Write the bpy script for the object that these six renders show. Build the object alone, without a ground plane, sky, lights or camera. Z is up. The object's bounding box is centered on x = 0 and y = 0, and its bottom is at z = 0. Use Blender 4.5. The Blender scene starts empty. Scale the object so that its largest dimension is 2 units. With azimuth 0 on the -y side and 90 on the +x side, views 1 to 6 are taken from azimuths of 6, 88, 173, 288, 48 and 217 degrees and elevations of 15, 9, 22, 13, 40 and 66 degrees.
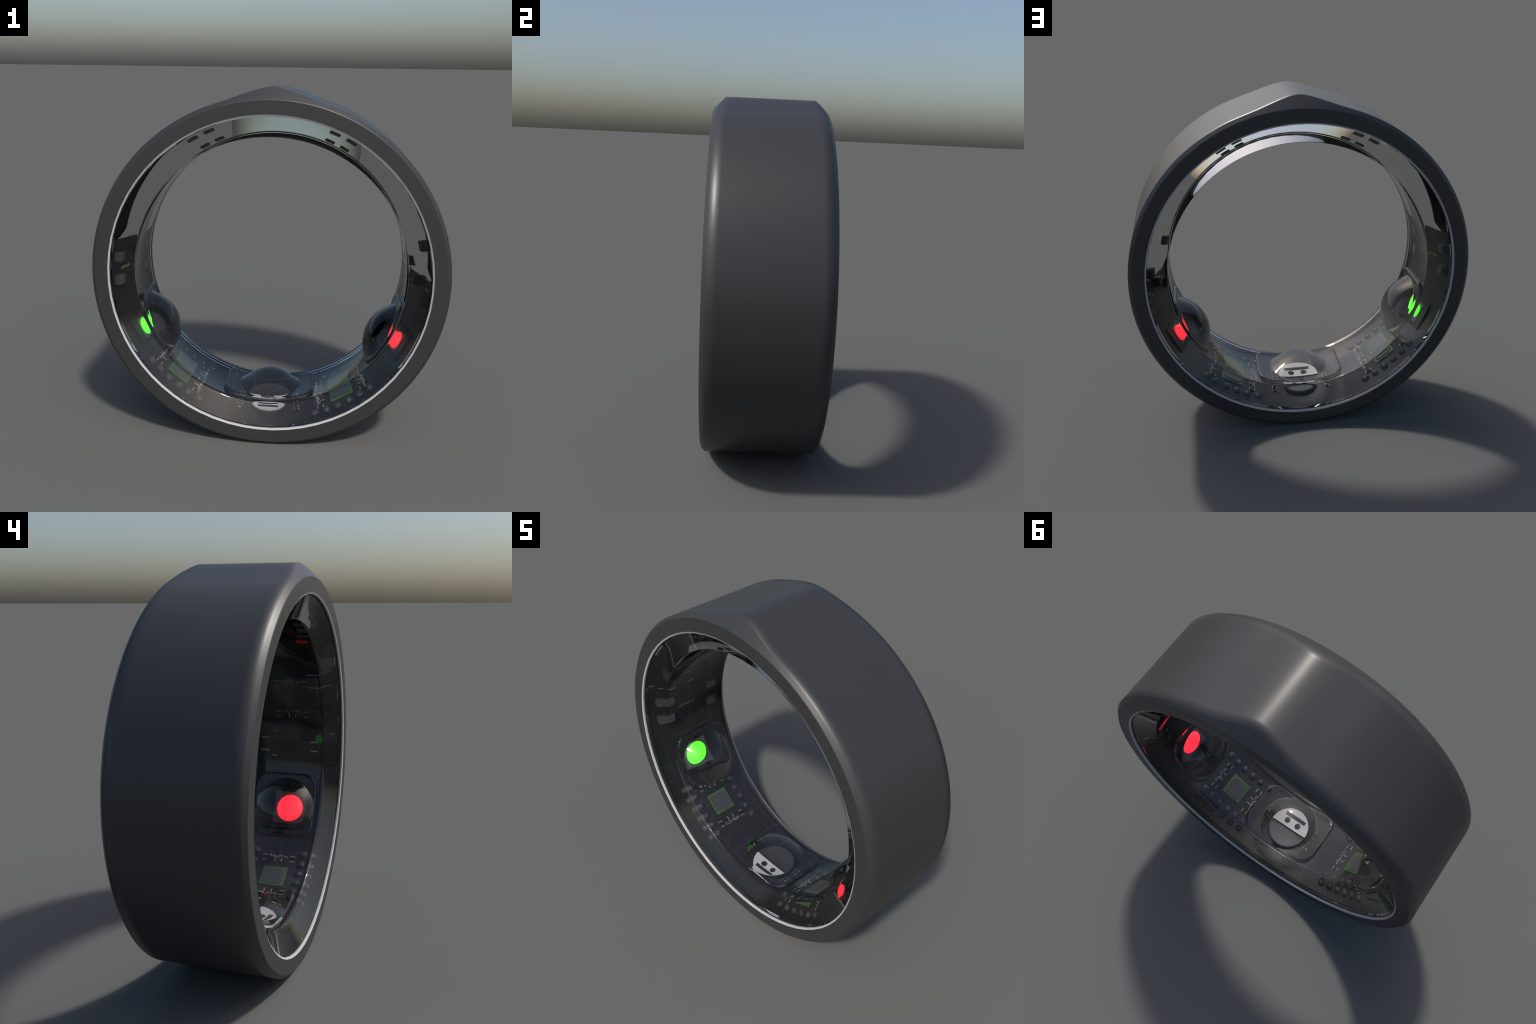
# A health-tracking finger ring: dark metal shell with a soft ridge on top, a bright trim line
# on both rims, and a clear resin lining with three sensor domes over the electronics.
import bpy, bmesh, math, random
from math import sin, cos, pi, radians, sqrt, atan2, hypot
from mathutils import Vector, Matrix

random.seed(7)
R = 0.978            # outer radius of the plain shell
CZ = 0.978           # height of the ring axis (the axis runs along y)
FLAT_Y = 0.198       # half width of the straight inner band
FACE_Y = 0.309       # half width of the ring at the flat rims
FACE_R = 0.959       # outer radius of the flat rim
BOARD_R = 0.900      # radius on which the electronics sit
LIP_R = 0.8872       # inner edge of the flat rim, where the bright line sits
LENS_R = 0.766       # inner radius of the resin lining


# ------------------------------------------------------------------ materials
def material(name, base, rough=0.5, metal=0.0, **extra):
    m = bpy.data.materials.new(name)
    m.use_nodes = True
    b = m.node_tree.nodes["Principled BSDF"]
    b.inputs["Base Color"].default_value = (*base, 1)
    b.inputs["Roughness"].default_value = rough
    b.inputs["Metallic"].default_value = metal
    for k, v in extra.items():
        b.inputs[k].default_value = v
    return m


def grain(m, base, spread=0.12, scale=40.0, rough=None, bump=0.0):
    """Fine procedural variation of the base colour (and optional micro bump)."""
    nt = m.node_tree
    b = nt.nodes["Principled BSDF"]
    co = nt.nodes.new("ShaderNodeTexCoord")
    no = nt.nodes.new("ShaderNodeTexNoise")
    no.inputs["Scale"].default_value = scale
    no.inputs["Detail"].default_value = 4
    ra = nt.nodes.new("ShaderNodeValToRGB")
    ra.color_ramp.elements[0].position = 0.3
    ra.color_ramp.elements[1].position = 0.7
    ra.color_ramp.elements[0].color = (*[c * (1 - spread) for c in base], 1)
    ra.color_ramp.elements[1].color = (*[c * (1 + spread) for c in base], 1)
    nt.links.new(co.outputs["Object"], no.inputs["Vector"])
    nt.links.new(no.outputs["Fac"], ra.inputs["Fac"])
    nt.links.new(ra.outputs["Color"], b.inputs["Base Color"])
    if rough:
        mr = nt.nodes.new("ShaderNodeMapRange")
        mr.inputs["To Min"].default_value = rough[0]
        mr.inputs["To Max"].default_value = rough[1]
        nt.links.new(no.outputs["Fac"], mr.inputs["Value"])
        nt.links.new(mr.outputs["Result"], b.inputs["Roughness"])
    if bump:
        bp = nt.nodes.new("ShaderNodeBump")
        bp.inputs["Strength"].default_value = bump
        bp.inputs["Distance"].default_value = 0.001
        nt.links.new(no.outputs["Fac"], bp.inputs["Height"])
        nt.links.new(bp.outputs["Normal"], b.inputs["Normal"])
    return m


SHELL_C = (0.031, 0.031, 0.032)
M_SHELL = grain(material("dark_coating", SHELL_C, 0.40, 0.0), SHELL_C, 0.03, 300, (0.39, 0.42))
M_INNER = material("shell_lining", (0.03, 0.03, 0.032), 0.6)
M_TRIM = grain(material("bright_trim", (0.40, 0.40, 0.41), 0.6), (0.40, 0.40, 0.41), 0.03, 60)
M_RESIN = material("clear_resin", (0.68, 0.68, 0.68), 0.0, 0.0,
                   **{"Transmission Weight": 1.0, "IOR": 1.45})
M_CHIP_SUB = grain(material("chip_substrate", (0.09, 0.21, 0.05), 0.5), (0.09, 0.21, 0.05), 0.1, 60)
M_CHIP = grain(material("chip_cap", (0.11, 0.11, 0.125), 0.45), (0.11, 0.11, 0.125), 0.06, 120)
M_BALL = grain(material("solder_ball", (0.07, 0.072, 0.08), 0.45), (0.07, 0.072, 0.08), 0.1, 50)
M_GOLD = grain(material("gold_pad", (0.55, 0.45, 0.25), 0.45, 0.3), (0.55, 0.45, 0.25), 0.08, 80)
M_TIN = grain(material("tin_pad", (0.55, 0.57, 0.62), 0.4, 0.2), (0.55, 0.57, 0.62), 0.08, 80)
M_BLACK = grain(material("black_package", (0.014, 0.014, 0.016), 0.5), (0.014, 0.014, 0.016), 0.2, 90)
M_GREY = grain(material("grey_package", (0.13, 0.13, 0.135), 0.5), (0.13, 0.13, 0.135), 0.15, 70)
M_TILE = grain(material("light_tile", (0.10, 0.105, 0.11), 0.4), (0.10, 0.105, 0.11), 0.05, 60)
M_WHITE = grain(material("white_print", (0.78, 0.78, 0.80), 0.5), (0.78, 0.78, 0.80), 0.02, 60)
M_SLATE = grain(material("disc_side", (0.065, 0.068, 0.078), 0.5), (0.065, 0.068, 0.078), 0.1, 60)
M_GREEN = material("green_light", (0.1, 0.9, 0.05), 0.4,
                   **{"Emission Color": (0.10, 1.0, 0.035, 1), "Emission Strength": 1.45})
M_RED = material("red_light", (0.9, 0.05, 0.05), 0.4,
                 **{"Emission Color": (1.0, 0.024, 0.045, 1), "Emission Strength": 1.45})


def board_material():
    """Dark solder mask with a faint grid of traces, laid out in angle and width."""
    m = material("circuit_board", (0.014, 0.015, 0.018), 0.5)
    nt = m.node_tree
    N, L = nt.nodes, nt.links
    b = N["Principled BSDF"]
    co = N.new("ShaderNodeTexCoord")
    se = N.new("ShaderNodeSeparateXYZ")
    L.new(co.outputs["Object"], se.inputs[0])

    def math_(op, a, c=None):
        n = N.new("ShaderNodeMath")
        n.operation = op
        for i, v in enumerate((a, c)):
            if v is None:
                continue
            if isinstance(v, (int, float)):
                n.inputs[i].default_value = v
            else:
                L.new(v, n.inputs[i])
        return n.outputs[0]
    ang = math_('MULTIPLY', math_('ARCTAN2', se.outputs["Z"], se.outputs["X"]), BOARD_R)
    cb = N.new("ShaderNodeCombineXYZ")
    L.new(ang, cb.inputs[0])
    L.new(se.outputs["Y"], cb.inputs[1])
    br = N.new("ShaderNodeTexBrick")
    br.offset = 0.0
    br.inputs["Scale"].default_value = 1.0
    br.inputs["Brick Width"].default_value = 0.186
    br.inputs["Row Height"].default_value = 0.168
    br.inputs["Mortar Size"].default_value = 0.0022
    br.inputs["Mortar Smooth"].default_value = 0.1
    br.inputs["Color1"].default_value = (0.020, 0.0215, 0.025, 1)
    br.inputs["Color2"].default_value = (0.024, 0.025, 0.028, 1)
    br.inputs["Mortar"].default_value = (0.065, 0.065, 0.07, 1)
    L.new(cb.outputs[0], br.inputs["Vector"])
    L.new(br.outputs["Color"], b.inputs["Base Color"])
    return m


M_BOARD = board_material()


# ------------------------------------------------------------------ scene helpers
def add(name, mesh, parent, mat=None):
    o = bpy.data.objects.new(name, mesh)
    bpy.context.scene.collection.objects.link(o)
    o.parent = parent
    if mat and not mesh.materials:
        mesh.materials.append(mat)
    return o


root = bpy.data.objects.new("smart_ring", None)
bpy.context.scene.collection.objects.link(root)
root["label"] = "dark metal smart ring with clear lining, sensor domes and lights"
root["category"] = "smart ring"


def ring_frame(theta_deg, y, r):
    """Local x: along the circumference, y: along the ring axis, z: towards the axis."""
    a = radians(theta_deg)
    ez = Vector((-cos(a), 0, -sin(a)))
    ey = Vector((0, 1, 0))
    ex = ey.cross(ez)
    m = Matrix((ex, ey, ez)).transposed().to_4x4()
    m.translation = Vector((r * cos(a), y, CZ + r * sin(a)))
    return m


def mesh_from(name, verts, faces, smooth=False):
    me = bpy.data.meshes.new(name)
    me.from_pydata(verts, [], faces)
    me.validate()
    if smooth:
        me.polygons.foreach_set("use_smooth", [True] * len(me.polygons))
    me.update()
    return me


def bevel_box(name, sx, sy, sz, bev=0.003, seg=2):
    """A box standing on local z = 0 with rounded edges."""
    bm = bmesh.new()
    bmesh.ops.create_cube(bm, size=1)
    for v in bm.verts:
        v.co = Vector((v.co.x * sx, v.co.y * sy, (v.co.z + .5) * sz))
    if bev:
        bmesh.ops.bevel(bm, geom=bm.edges[:], offset=bev, segments=seg, affect='EDGES', profile=0.5)
    me = bpy.data.meshes.new(name)
    bm.to_mesh(me)
    bm.free()
    return me


def prism(name, outline, h, z0=0.0, bev=0.0):
    n = len(outline)
    bm = bmesh.new()
    lo = [bm.verts.new((x, y, z0)) for x, y in outline]
    hi = [bm.verts.new((x, y, z0 + h)) for x, y in outline]
    bm.faces.new(lo[::-1])
    top = bm.faces.new(hi)
    for i in range(n):
        bm.faces.new((lo[i], lo[(i + 1) % n], hi[(i + 1) % n], hi[i]))
    if bev:
        bmesh.ops.bevel(bm, geom=list(top.edges), offset=bev, segments=2, affect='EDGES')
    bmesh.ops.recalc_face_normals(bm, faces=bm.faces[:])
    me = bpy.data.meshes.new(name)
    bm.to_mesh(me)
    bm.free()
    return me


def circle(r, n, cx=0, cy=0):
    return [(cx + r * cos(2 * pi * i / n), cy + r * sin(2 * pi * i / n)) for i in range(n)]


def rounded_rect(sx, sy, r, n=6):
    pts = []
    for cx, cy, a0 in ((sx / 2 - r, sy / 2 - r, 0), (-sx / 2 + r, sy / 2 - r, 90),
                       (-sx / 2 + r, -sy / 2 + r, 180), (sx / 2 - r, -sy / 2 + r, 270)):
        for i in range(n + 1):
            a = radians(a0 + 90 * i / n)
            pts.append((cx + r * cos(a), cy + r * sin(a)))
    return pts


def dome_mesh(name, rx, ry, h, nu=32, nv=10, power=2.0):
    verts, faces = [(0, 0, h)], []
    for j in range(1, nv + 1):
        t = (pi / 2) * j / nv
        for i in range(nu):
            a = 2 * pi * i / nu
            verts.append((rx * sin(t) * cos(a), ry * sin(t) * sin(a), h * cos(t)))
    for i in range(nu):
        faces.append((0, 1 + i, 1 + (i + 1) % nu))
    for j in range(nv - 1):
        for i in range(nu):
            a, b = 1 + j * nu + i, 1 + j * nu + (i + 1) % nu
            faces.append((a, a + nu, b + nu, b))
    faces.append(tuple(1 + (nv - 1) * nu + i for i in range(nu))[::-1])
    return mesh_from(name, verts, faces, True)


# ------------------------------------------------------------------ metal shell
RIDGE_SLOPE, RIDGE_TOP, RIDGE_SOFT = 0.385, 2.026, 0.0675
BLEND = 0.0030


def outer_radius(a):
    """Plain circle, with two straight flanks meeting in a soft ridge at the top."""
    c, s = cos(a), sin(a)
    away = abs(atan2(c, s)) - atan2(RIDGE_SLOPE, 1.0)     # angle past the tangent point
    if away > radians(30):
        return R
    def flank(ang):          # ridge: z = TOP - SLOPE * sqrt(x^2 + SOFT^2)
        c, s = cos(ang), sin(ang)
        lo, hi = 0.9, 1.4
        for _ in range(44):
            r = (lo + hi) / 2
            if CZ + r * s < RIDGE_TOP - RIDGE_SLOPE * hypot(r * c, RIDGE_SOFT):
                lo = r
            else:
                hi = r
        return lo - R
    d = flank(a)
    if away > 0:             # beyond the tangent point the flank leaves the circle again
        d = 2 * flank_at_tangent(flank) - d
    return R + BLEND * math.log1p(math.exp(d / BLEND))


_cache = {}


def flank_at_tangent(flank):
    if 0 not in _cache:
        _cache[0] = flank(pi / 2 + atan2(RIDGE_SLOPE, 1.0))
    return _cache[0]


NSEG = 720


def build_shell():
    # half profile: (kind, value) rows from the middle of the outside to the lip underside.
    # The edge row is doubled: one normal for the outside band, one for the chamfer.
    rows = []           # (r(a), y(a), normal as (radial, axial))
    def outer(y_in):    # offset inwards from the chamfer edge
        return lambda ro: (ro, max(0.0, FACE_Y - (ro - FACE_R) - y_in))
    side = [
        (lambda ro: (ro, 0.0), (1, 0)),
        (outer(0.10), (1, 0)),
        (outer(0.050), (1, 0)),
        (outer(0.028), (0.97, 0.24)),
        (outer(0.010), (0.88, 0.475)),
        (outer(0.0), (0.81, 0.586)),
        (outer(0.0), (0.73, 0.683)),
        (lambda ro: (FACE_R + 0.003, FACE_Y - 0.003), (0.707, 0.707)),
        (lambda ro: (FACE_R + 0.0008, FACE_Y - 0.0012), (0.45, 0.89)),
        (lambda ro: (FACE_R - 0.002, FACE_Y), (0, 1)),
        (lambda ro: (LIP_R, FACE_Y), (0, 1)),
        (lambda ro: (LIP_R, FACE_Y), (-1, 0)),
        (lambda ro: (LIP_R, 0.2960), (-1, 0)),
        (lambda ro: (LIP_R, 0.2960), (0, -1)),
        (lambda ro: (0.914, 0.2960), (0, -1)),
        (lambda ro: (0.914, 0.2960), (-1, 0)),
        (lambda ro: (0.914, 0.0), (-1, 0)),
    ]
    full = [(f, n, 1) for f, n in side] + [(f, n, -1) for f, n in side[::-1]]
    # drop duplicated mid rows
    full = full[:len(side)] + full[len(side) + 1:-1]
    nr = len(full)
    verts, norms = [], []
    drdt = lambda a: (outer_radius(a + 1e-3) - outer_radius(a - 1e-3)) / 2e-3
    # denser columns over the ridge
    angs = [pi / 2 + 2 * pi * i / NSEG for i in range(NSEG)]
    for a in angs:
        ro, dr = outer_radius(a), drdt(a)
        c, s = cos(a), sin(a)
        for k, (f, (nrad, nax), sg) in enumerate(full):
            r, y = f(ro)
            verts.append((r * c, sg * y, CZ + r * s))
            if nrad > 0.8:        # follow the flank direction on the outside band
                l = hypot(ro, dr)
                rx, tx = ro / l, -dr / l
            else:
                rx, tx = 1.0, 0.0
            n = Vector((nrad * (rx * c - tx * s), sg * nax, nrad * (rx * s + tx * c)))
            norms.append(n.normalized())
    faces = []
    for i in range(NSEG):
        j = (i + 1) % NSEG
        for k in range(nr):
            l = (k + 1) % nr
            fr = (i * nr + k, j * nr + k, j * nr + l, i * nr + l)
            p = [Vector(verts[q]) for q in fr]
            if (p[0] - p[3]).length < 1e-7 and (p[1] - p[2]).length < 1e-7:
                continue
            faces.append(fr)
    me = bpy.data.meshes.new("shell")
    me.from_pydata(verts, [], faces)
    me.polygons.foreach_set("use_smooth", [True] * len(me.polygons))
    # make the face winding agree with the wanted normals
    flip = sum(1 for p in me.polygons if p.normal.dot(norms[p.vertices[0]]) < 0)
    if flip > len(me.polygons) / 2:
        me.flip_normals()
    me.update()
    me.normals_split_custom_set_from_vertices([tuple(n) for n in norms])
    return me


shell = add("shell", build_shell(), root, M_SHELL)


# ------------------------------------------------------------------ bright trim lines
def build_trim(sg):
    n = 64
    prof = [(LIP_R + 0.0002, 0.3086), (0.8788, 0.3040), (0.8788, 0.2955), (LIP_R + 0.0002, 0.2955)]
    verts, faces = [], []
    for i in range(n):
        a = 2 * pi * (i + .5) / n
        for r, y in prof:
            verts.append((r * cos(a), sg * y, CZ + r * sin(a)))
    for i in range(n):
        j = (i + 1) % n
        for k in range(4):
            l = (k + 1) % 4
            f = (i * 4 + k, j * 4 + k, j * 4 + l, i * 4 + l)
            faces.append(f if sg < 0 else f[::-1])
    me = mesh_from("trim_ring", verts, faces)
    bm = bmesh.new()
    bm.from_mesh(me)
    bmesh.ops.recalc_face_normals(bm, faces=bm.faces[:])
    bm.to_mesh(me)
    bm.free()
    return me


def build_wall(sg):
    """Dark inner wall of the rim, between the bright line and the resin."""
    n = 256
    prof = [(0.8790, 0.2965), (0.8790, 0.2700), (0.9000, 0.2700), (0.9000, 0.2950)]
    verts, faces = [], []
    for i in range(n):
        a = 2 * pi * i / n
        for r, y in prof:
            verts.append((r * cos(a), sg * y, CZ + r * sin(a)))
    for i in range(n):
        j = (i + 1) % n
        for k in range(4):
            l = (k + 1) % 4
            faces.append((i * 4 + k, j * 4 + k, j * 4 + l, i * 4 + l))
    me = mesh_from("rim_wall", verts, faces)
    bm = bmesh.new()
    bm.from_mesh(me)
    bmesh.ops.recalc_face_normals(bm, faces=bm.faces[:])
    bm.to_mesh(me)
    bm.free()
    return me


for sg in (-1, 1):
    add("rim_wall", build_wall(sg), root, M_INNER)
    add("trim_ring", build_trim(sg), root, M_TRIM)


# ------------------------------------------------------------------ resin lining with sensor domes
DOMES = [  # centre angle, half angle of pad, pad half width, dome height, flatness
    (207.0, 14.6, 0.186, 0.097, 2.5), (270.0, 20.2, 0.188, 0.110, 2.2), (332.0, 15.0, 0.186, 0.094, 2.5)]
SHOULDER = (0.7865, 0.2420)   # where the straight slope ends (radius, half width)
SLOPE_TILT = 54.0    # shading angle of the slope, from the radial direction
HOLLOW, HOLLOW_SHADE = 0.005, 0.013       # the inner band is slightly hollow across its width
PAD_H, PAD_CORNER, PAD_EDGE = 0.015, 0.085, 0.017
DOME_RAD = 0.186
DOME_POLISH = (1.0, 0.55, 1.0)
DOME_SHIFT = (0.018, 0.0, -0.018)   # the side domes sit a little low on their pads


def smoothstep(x):
    x = min(1, max(0, x))
    return x * x * (3 - 2 * x)


def pad_distance(t, y, hx, hy):
    """Signed distance (negative inside) to a rounded rectangle."""
    qx, qy = abs(t) - hx + PAD_CORNER, abs(y) - hy + PAD_CORNER
    return hypot(max(qx, 0), max(qy, 0)) + min(max(qx, qy), 0) - PAD_CORNER


def dome_height(rho, top, power):
    """Bell-shaped dome with a soft foot."""
    q = rho / DOME_RAD
    return top * (1 - q ** power) ** 1.12 if q < 1 else 0.0


def band_radius(y):
    """Inner radius of the lining: slightly hollow across its width, turned over at the shoulders."""
    q = abs(y) / FLAT_Y
    if q <= 1:
        return LENS_R - HOLLOW * q * q
    return LENS_R - HOLLOW + 0.5 * (abs(y) - FLAT_Y) ** 2 / 0.03


def band_normal(theta, y):
    """Shading normal of the band, as if a little more hollow than it is."""
    a = radians(theta)
    gy = 2 * HOLLOW_SHADE * y / FLAT_Y ** 2
    return Vector((-cos(a), -gy, -sin(a))).normalized()


def build_dome(index, scale=1.0):
    """One clear sensor cover: a rounded-square pad with a dome, lying on the lining."""
    c, ha, hy, top, power = DOMES[index]
    top *= scale
    hx = radians(ha) * LENS_R
    na, nr = 288, 84
    lift = 0.0005
    tops = []
    for i in range(nr + 1):
        u = i / nr
        s = u * (1.45 - 0.45 * u)              # rings crowd towards the pad's edge
        for k in range(na):
            f = 2 * pi * k / na
            ct, st = cos(f), sin(f)
            lo, hi = 0.0, 0.5                  # distance to the pad's outline along this direction
            for _ in range(26):
                m = (lo + hi) / 2
                if pad_distance(m * ct, m * st, hx, hy) < 0:
                    lo = m
                else:
                    hi = m
            t, y = s * lo * ct, s * lo * st
            edge = max(0.0, -pad_distance(t, y, hx, hy))
            e = min(1.0, edge / PAD_EDGE)
            h = PAD_H * sqrt(max(0.0, 1 - (1 - e) ** 2))          # quarter-round side
            h += dome_height(hypot(t - DOME_SHIFT[index], y * 1.02), top, power) * smoothstep(e)
            a = radians(c) + t / LENS_R
            r = band_radius(y) - lift - h
            tops.append((r * cos(a), y, CZ + r * sin(a)))
    faces = []
    for i in range(nr):
        for k in range(na):
            l = (k + 1) % na
            faces.append((i * na + k, (i + 1) * na + k, (i + 1) * na + l, i * na + l))
    me = mesh_from("sensor_dome", tops, faces, True)
    bm = bmesh.new()
    bm.from_mesh(me)
    bmesh.ops.remove_doubles(bm, verts=[v for v in bm.verts if v.index < na], dist=1e-6)
    bmesh.ops.recalc_face_normals(bm, faces=bm.faces[:])
    bm.normal_update()
    # outward means towards the axis on the dome side
    f0 = max(bm.faces, key=lambda f: -hypot(f.calc_center_median().x, f.calc_center_median().z - CZ))
    cc = f0.calc_center_median()
    if f0.normal.dot(Vector((-cc.x, 0, CZ - cc.z))) < 0:
        bmesh.ops.reverse_faces(bm, faces=bm.faces[:])
    bm.to_mesh(me)
    bm.free()
    return me


def lining_outer(theta):
    """The lining is thinner under the crown, where it only has to fill the rim."""
    d = (theta - 85 + 180) % 360 - 180
    far = (d - 78) / 8 if d > 0 else (-d - 79) / 8
    return 0.8800 + 0.026 * smoothstep(far)


def build_resin():
    nt_ = 1440
    # axial rows: outside, cap, slope, rounded shoulder, inner band, and mirrored
    half = [(0.906, 0.0), (0.906, 0.2700), (0.8750, 0.2700), (0.8750, 0.2885)]
    slope = [(0.8750 + (SHOULDER[0] - 0.8750) * i / 8, 0.2885 + (SHOULDER[1] - 0.2885) * i / 8) for i in range(9)]
    arc = []
    p0, p1, p2 = Vector(SHOULDER), Vector((LENS_R - HOLLOW, 0.2270)), Vector((LENS_R - HOLLOW, FLAT_Y))
    for i in range(1, 25):
        t = i / 24
        q = p0 * (1 - t) ** 2 + p1 * 2 * t * (1 - t) + p2 * t * t
        arc.append((q.x, q.y))
    inner_n = 60
    inner = [(LENS_R - HOLLOW * (1 - 2 * i / inner_n) ** 2, FLAT_Y - 2 * FLAT_Y * i / inner_n) for i in range(1, inner_n)]
    prof = half[1:] + slope[1:] + arc + inner
    prof += [(r, -y) for r, y in arc[::-1]] + [(r, -y) for r, y in slope[::-1][:-1]] + \
            [(r, -y) for r, y in half[::-1][:-1]] + [(0.906, 0.0)]
    n = len(prof)
    verts = []
    for i in range(nt_):
        th = 360 * i / nt_
        a = radians(th)
        for r, y in prof:
            if r > 0.9:
                r = lining_outer(th)
            verts.append((r * cos(a), y, CZ + r * sin(a)))
    faces = []
    for i in range(nt_):
        j = (i + 1) % nt_
        for k in range(n):
            l = (k + 1) % n
            faces.append((i * n + k, j * n + k, j * n + l, i * n + l))
    me = mesh_from("whole", verts, faces, True)
    bm = bmesh.new()
    bm.from_mesh(me)
    bmesh.ops.recalc_face_normals(bm, faces=bm.faces[:])
    bm.to_mesh(me)
    bm.free()
    me.update()
    # sharp breaks only at the hidden cap rows, everything seen is one smooth surface
    vn = [v.normal.copy() for v in me.vertices]
    slope_tilt = radians(SLOPE_TILT)
    for q, v in enumerate(me.vertices):
        r, y = hypot(v.co.x, v.co.z - CZ), v.co.y
        if r > SHOULDER[0] + 1e-4:
            continue
        th = math.degrees(atan2(v.co.z - CZ, v.co.x)) % 360
        if abs(y) <= FLAT_Y + 1e-4:
            vn[q] = band_normal(th, y)
        else:                      # shoulder: turn over quickly into the slope
            edge = 2 * HOLLOW_SHADE / FLAT_Y
            t = slope_tilt * smoothstep((abs(y) - FLAT_Y) / 0.030) - edge * smoothstep(1 - (abs(y) - FLAT_Y) / 0.01)
            a = radians(th)
            vn[q] = Vector((-cos(a) * cos(t), math.copysign(1, y) * sin(t), -sin(a) * cos(t)))
    def under_pad(p):
        """The lining is open under each sensor cover, so that cover and lining are one body of resin."""
        c = p.center
        if hypot(c.x, c.z - CZ) > SHOULDER[0] - 0.002 or abs(c.y) > 0.2:
            return False
        th = math.degrees(atan2(c.z - CZ, c.x))
        for c0, ha, hy, _, _ in DOMES:
            t = radians((th - c0 + 180) % 360 - 180) * LENS_R
            if abs(t) < 0.4 and pad_distance(t, c.y, radians(ha) * LENS_R, hy) < -0.002:
                return True
        return False
    polys = [tuple(p.vertices) for p in me.polygons if not under_pad(p)]
    co = [tuple(v.co) for v in me.vertices]
    bpy.data.meshes.remove(me)
    m2 = mesh_from("lining", co, polys, True)
    # custom shading: flat caps, straight slopes, round outer wall, smooth band
    tilt = radians(SLOPE_TILT)
    loops = []
    for p in m2.polygons:
        rc, yc = hypot(p.center.x, p.center.z - CZ), abs(p.center.y)
        for q in p.vertices:
            v = m2.vertices[q].co
            a = atan2(v.z - CZ, v.x)
            if SHOULDER[0] < rc < 0.8745 and yc > SHOULDER[1] - 0.001:
                loops.append((-cos(tilt) * cos(a), math.copysign(sin(tilt), v.y), -cos(tilt) * sin(a)))
            elif rc > 0.8755 and yc < 0.269:
                loops.append((cos(a), 0, sin(a)))
            elif rc > 0.8745:
                loops.append(tuple(p.normal))
            else:
                loops.append(tuple(vn[q]))
    m2.normals_split_custom_set(loops)
    add("lining", m2, root, M_RESIN)


build_resin()
for index, polish in enumerate(DOME_POLISH):
    dome = build_dome(index)
    if polish < 1:          # shade this cap as if polished flatter: it hardly magnifies
        flat = build_dome(index, polish)
        dome.normals_split_custom_set_from_vertices([tuple(v.normal) for v in flat.vertices])
        bpy.data.meshes.remove(flat)
    add("sensor_dome", dome, root, M_RESIN)


# ------------------------------------------------------------------ electronics
def build_board(a0, a1, hy, r_in, thick, name):
    n = max(8, int((a1 - a0) / 1.0))
    verts, faces = [], []
    for i in range(n + 1):
        a = radians(a0 + (a1 - a0) * i / n)
        for r, y in ((r_in, -hy), (r_in, hy), (r_in + thick, hy), (r_in + thick, -hy)):
            verts.append((r * cos(a), y, r * sin(a)))
    for i in range(n):
        for k in range(4):
            l = (k + 1) % 4
            faces.append((i * 4 + k, i * 4 + l, i * 4 + 4 + l, i * 4 + 4 + k))
    faces.append((0, 3, 2, 1))
    faces.append((n * 4, n * 4 + 1, n * 4 + 2, n * 4 + 3))
    me = mesh_from(name, verts, faces)
    bm = bmesh.new()
    bm.from_mesh(me)
    bmesh.ops.recalc_face_normals(bm, faces=bm.faces[:])
    bm.to_mesh(me)
    bm.free()
    return me


board = add("circuit_board", build_board(0, 360, 0.245, BOARD_R, 0.004, "circuit_board"), root, M_BOARD)
board.location = (0, 0, CZ)

MESH = {}


def part(kind, key, maker, mat, theta, y, r=BOARD_R, turn=0.0, parent=None):
    if key not in MESH:
        me = maker()
        me.name = kind
        me.materials.append(mat)
        MESH[key] = me
    o = bpy.data.objects.new(kind, MESH[key])
    bpy.context.scene.collection.objects.link(o)
    o.parent = parent or electronics
    o.matrix_world = ring_frame(theta, y, r) @ Matrix.Rotation(radians(turn), 4, 'Z')
    return o


electronics = bpy.data.objects.new("electronics", None)
bpy.context.scene.collection.objects.link(electronics)
electronics.parent = root


def pad(theta, y, w, d, mat=M_GOLD, h=0.004, r=BOARD_R):
    part("solder_pad", ("pad", mat.name, w, d), lambda: bevel_box("p", w, d, h, 0.001, 1), mat, theta, y, r)


def capacitor(theta, y, length, width, along_axis=False, body=M_BLACK):
    """Small two-terminal part: dark body with a bright strip at either end."""
    t = 90 if along_axis else 0
    part("capacitor", ("cap", length, width, body.name),
         lambda: bevel_box("c", length * 0.7, width * 0.9, 0.009, 0.0015, 1), body, theta, y, turn=t)
    off = length / 2 - length * 0.09
    for s in (-1, 1):
        dth = 0 if along_axis else -math.degrees(s * off / BOARD_R)
        dy = s * off if along_axis else 0
        part("solder_pad", ("cpad", length, width),
             lambda: bevel_box("p", length * 0.18, width, 0.0065, 0.001, 1), M_GOLD,
             theta + dth, y + dy, turn=t)


def passives(theta, flip=1):
    """A row of little parts beside a chip."""
    capacitor(theta, -0.088, 0.042, 0.030)
    capacitor(theta, 0.088, 0.042, 0.030)
    for y in (-0.020, 0.022):
        pad(theta - 0.8 * flip, y, 0.030, 0.007)
    for i in range(9):
        y = -0.055 + 0.0135 * i
        pad(theta + (0.9 + random.uniform(-.5, .5)) * flip, y,
            random.choice((0.012, 0.02)), 0.004, M_TIN)
    for i in range(5):
        pad(theta + random.uniform(0.6, 1.7) * flip, random.uniform(-.05, .06), 0.004, 0.014, M_TIN)


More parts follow.
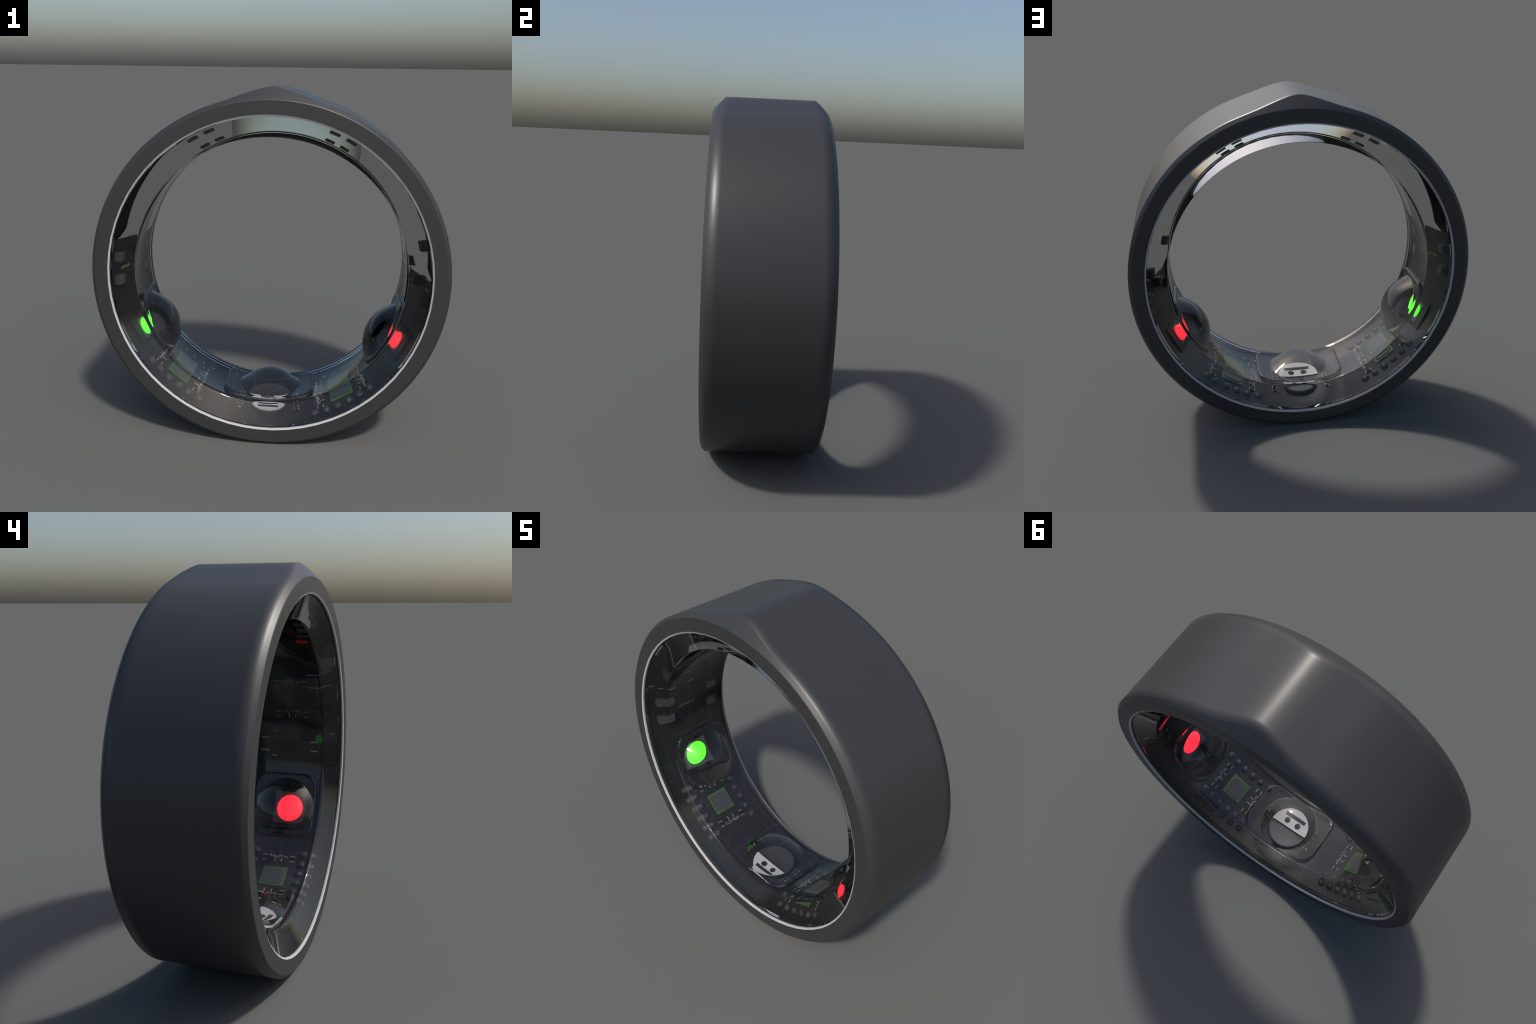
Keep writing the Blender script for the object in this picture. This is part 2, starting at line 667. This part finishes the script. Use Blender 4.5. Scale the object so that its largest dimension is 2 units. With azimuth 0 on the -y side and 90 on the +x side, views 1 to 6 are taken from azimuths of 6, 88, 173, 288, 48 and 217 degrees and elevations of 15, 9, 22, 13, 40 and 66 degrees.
for centre in (230.7, 300.5):
    sub = part("processor", "chip_sub", lambda: bevel_box("s", 0.152, 0.150, 0.010, 0.002, 1), M_CHIP_SUB, centre, 0.0)
    part("chip_cap", "chip_cap", lambda: prism("c", rounded_rect(0.122, 0.122, 0.026), 0.006, 0.0, 0.0015),
         M_CHIP, centre, 0.0, BOARD_R - 0.0098)
    for i in range(6):
        for y in (-0.15, 0.15):
            part("solder_ball", "ball", lambda: dome_mesh("b", 0.0255, 0.0255, 0.024), M_BALL,
                 centre + (i - 2.5) * 4.72, y)
    passives(centre - 9.2, -1)
    passives(centre + 9.2, 1)

# sensor lights in black housings
for theta, mat, kind in ((206.8, M_GREEN, "green_light"), (332.0, M_RED, "red_light")):
    part("light_housing", "housing", lambda: bevel_box("h", 0.19, 0.25, 0.014, 0.003, 2), M_BLACK, theta, 0.0)
    part("light_base", "light_base", lambda: bevel_box("t", 0.135, 0.135, 0.0035, 0.001, 1), M_TILE, theta, 0.0,
         BOARD_R - 0.0138)
    part(kind, kind, lambda: dome_mesh("l", 0.056, 0.056, 0.034), mat, theta, 0.0, BOARD_R - 0.0170)

# printed disc under the middle dome: one half white with a bar and two dots, one half plain
def half_disc(r, sgn, gap, n=40):
    a0 = math.asin(gap / r)
    pts = [(r * cos(a0 + (pi - 2 * a0) * i / n), sgn * r * sin(a0 + (pi - 2 * a0) * i / n)) for i in range(n + 1)]
    return pts if sgn > 0 else pts[::-1]


part("emblem_disc", "disc", lambda: prism("d", circle(0.112, 72), 0.024, 0.0, 0.002), M_SLATE, 270, 0.0)
part("emblem_half", "dark_half", lambda: prism("f", half_disc(0.107, 1, 0.006), 0.006, 0.0, 0.001), M_SLATE,
     270, 0.0, BOARD_R - 0.0238)
part("emblem_face", "face", lambda: prism("f", half_disc(0.110, -1, 0.003), 0.009), M_WHITE,
     270, 0.0, BOARD_R - 0.0238)
part("emblem_bar", "bar", lambda: bevel_box("b", 0.125, 0.020, 0.0015, 0.0), M_BLACK, 270, -0.066, BOARD_R - 0.0324)
for s in (-1, 1):
    part("emblem_dot", "dot", lambda: prism("e", circle(0.016, 32), 0.0015), M_BLACK, 270 + s * 2.15, -0.034,
         BOARD_R - 0.0324)
for th0 in (259.0, 281.0):
    for y in (-0.06, -0.03, 0.03, 0.06):
        capacitor(th0 + random.uniform(-.6, .6), y, 0.030, 0.018, along_axis=random.random() < .4)

# blocks standing up from the board and under the crown
def block(theta, y, sx=0.055, sy=0.06, h=0.042, mat=M_GREY):
    part("contact_block", ("blk", sx, sy, h, mat.name), lambda: bevel_box("k", sx, sy, h, 0.004, 2), mat, theta, y)


for th0 in (175.0, 184.0):
    for y in (-0.155, 0.175):
        block(th0, y)
for th0 in (60.5, 67.0, 113.0, 119.6):
    for y in (-0.165, 0.165):
        block(th0, y, 0.062, 0.046, 0.027, M_GREY)
for th0, y in ((13.5, -0.15), (358.0, 0.03), (353.0, -0.19), (4.4, 0.177)):
    block(th0, y, 0.06, 0.055, 0.040, M_BLACK)

# contact rows and pads on the side boards
for th0 in (147.0, 153.7):
    for i in range(4):
        pad(th0, -0.21 + 0.033 * i, 0.010, 0.022, M_TIN)
for th0 in (30.4, 24.3, 54.0):
    for i in range(4):
        pad(th0, -0.19 + 0.022 * i, 0.010, 0.016, M_TIN)
for th0 in (26.0, 12.0):
    passives(th0, 1)
for th0, y, w in ((1.5, 0.182, 0.06), (356.1, 0.182, 0.06), (4.4, 0.12, 0.034), (354.1, 0.12, 0.034),
                  (0.4, -0.135, 0.044), (356.6, -0.139, 0.044), (3.8, -0.205, 0.04), (352.1, -0.21, 0.04)):
    pad(th0, y, 0.010, w)
for th0, y in ((163.5, -0.15), (168.0, -0.137), (167.9, 0.006), (162.0, -0.02)):
    pad(th0, y, 0.009, 0.045)
for i in range(9):
    pad(180.4, -0.08 + 0.015 * i, 0.018, 0.005)
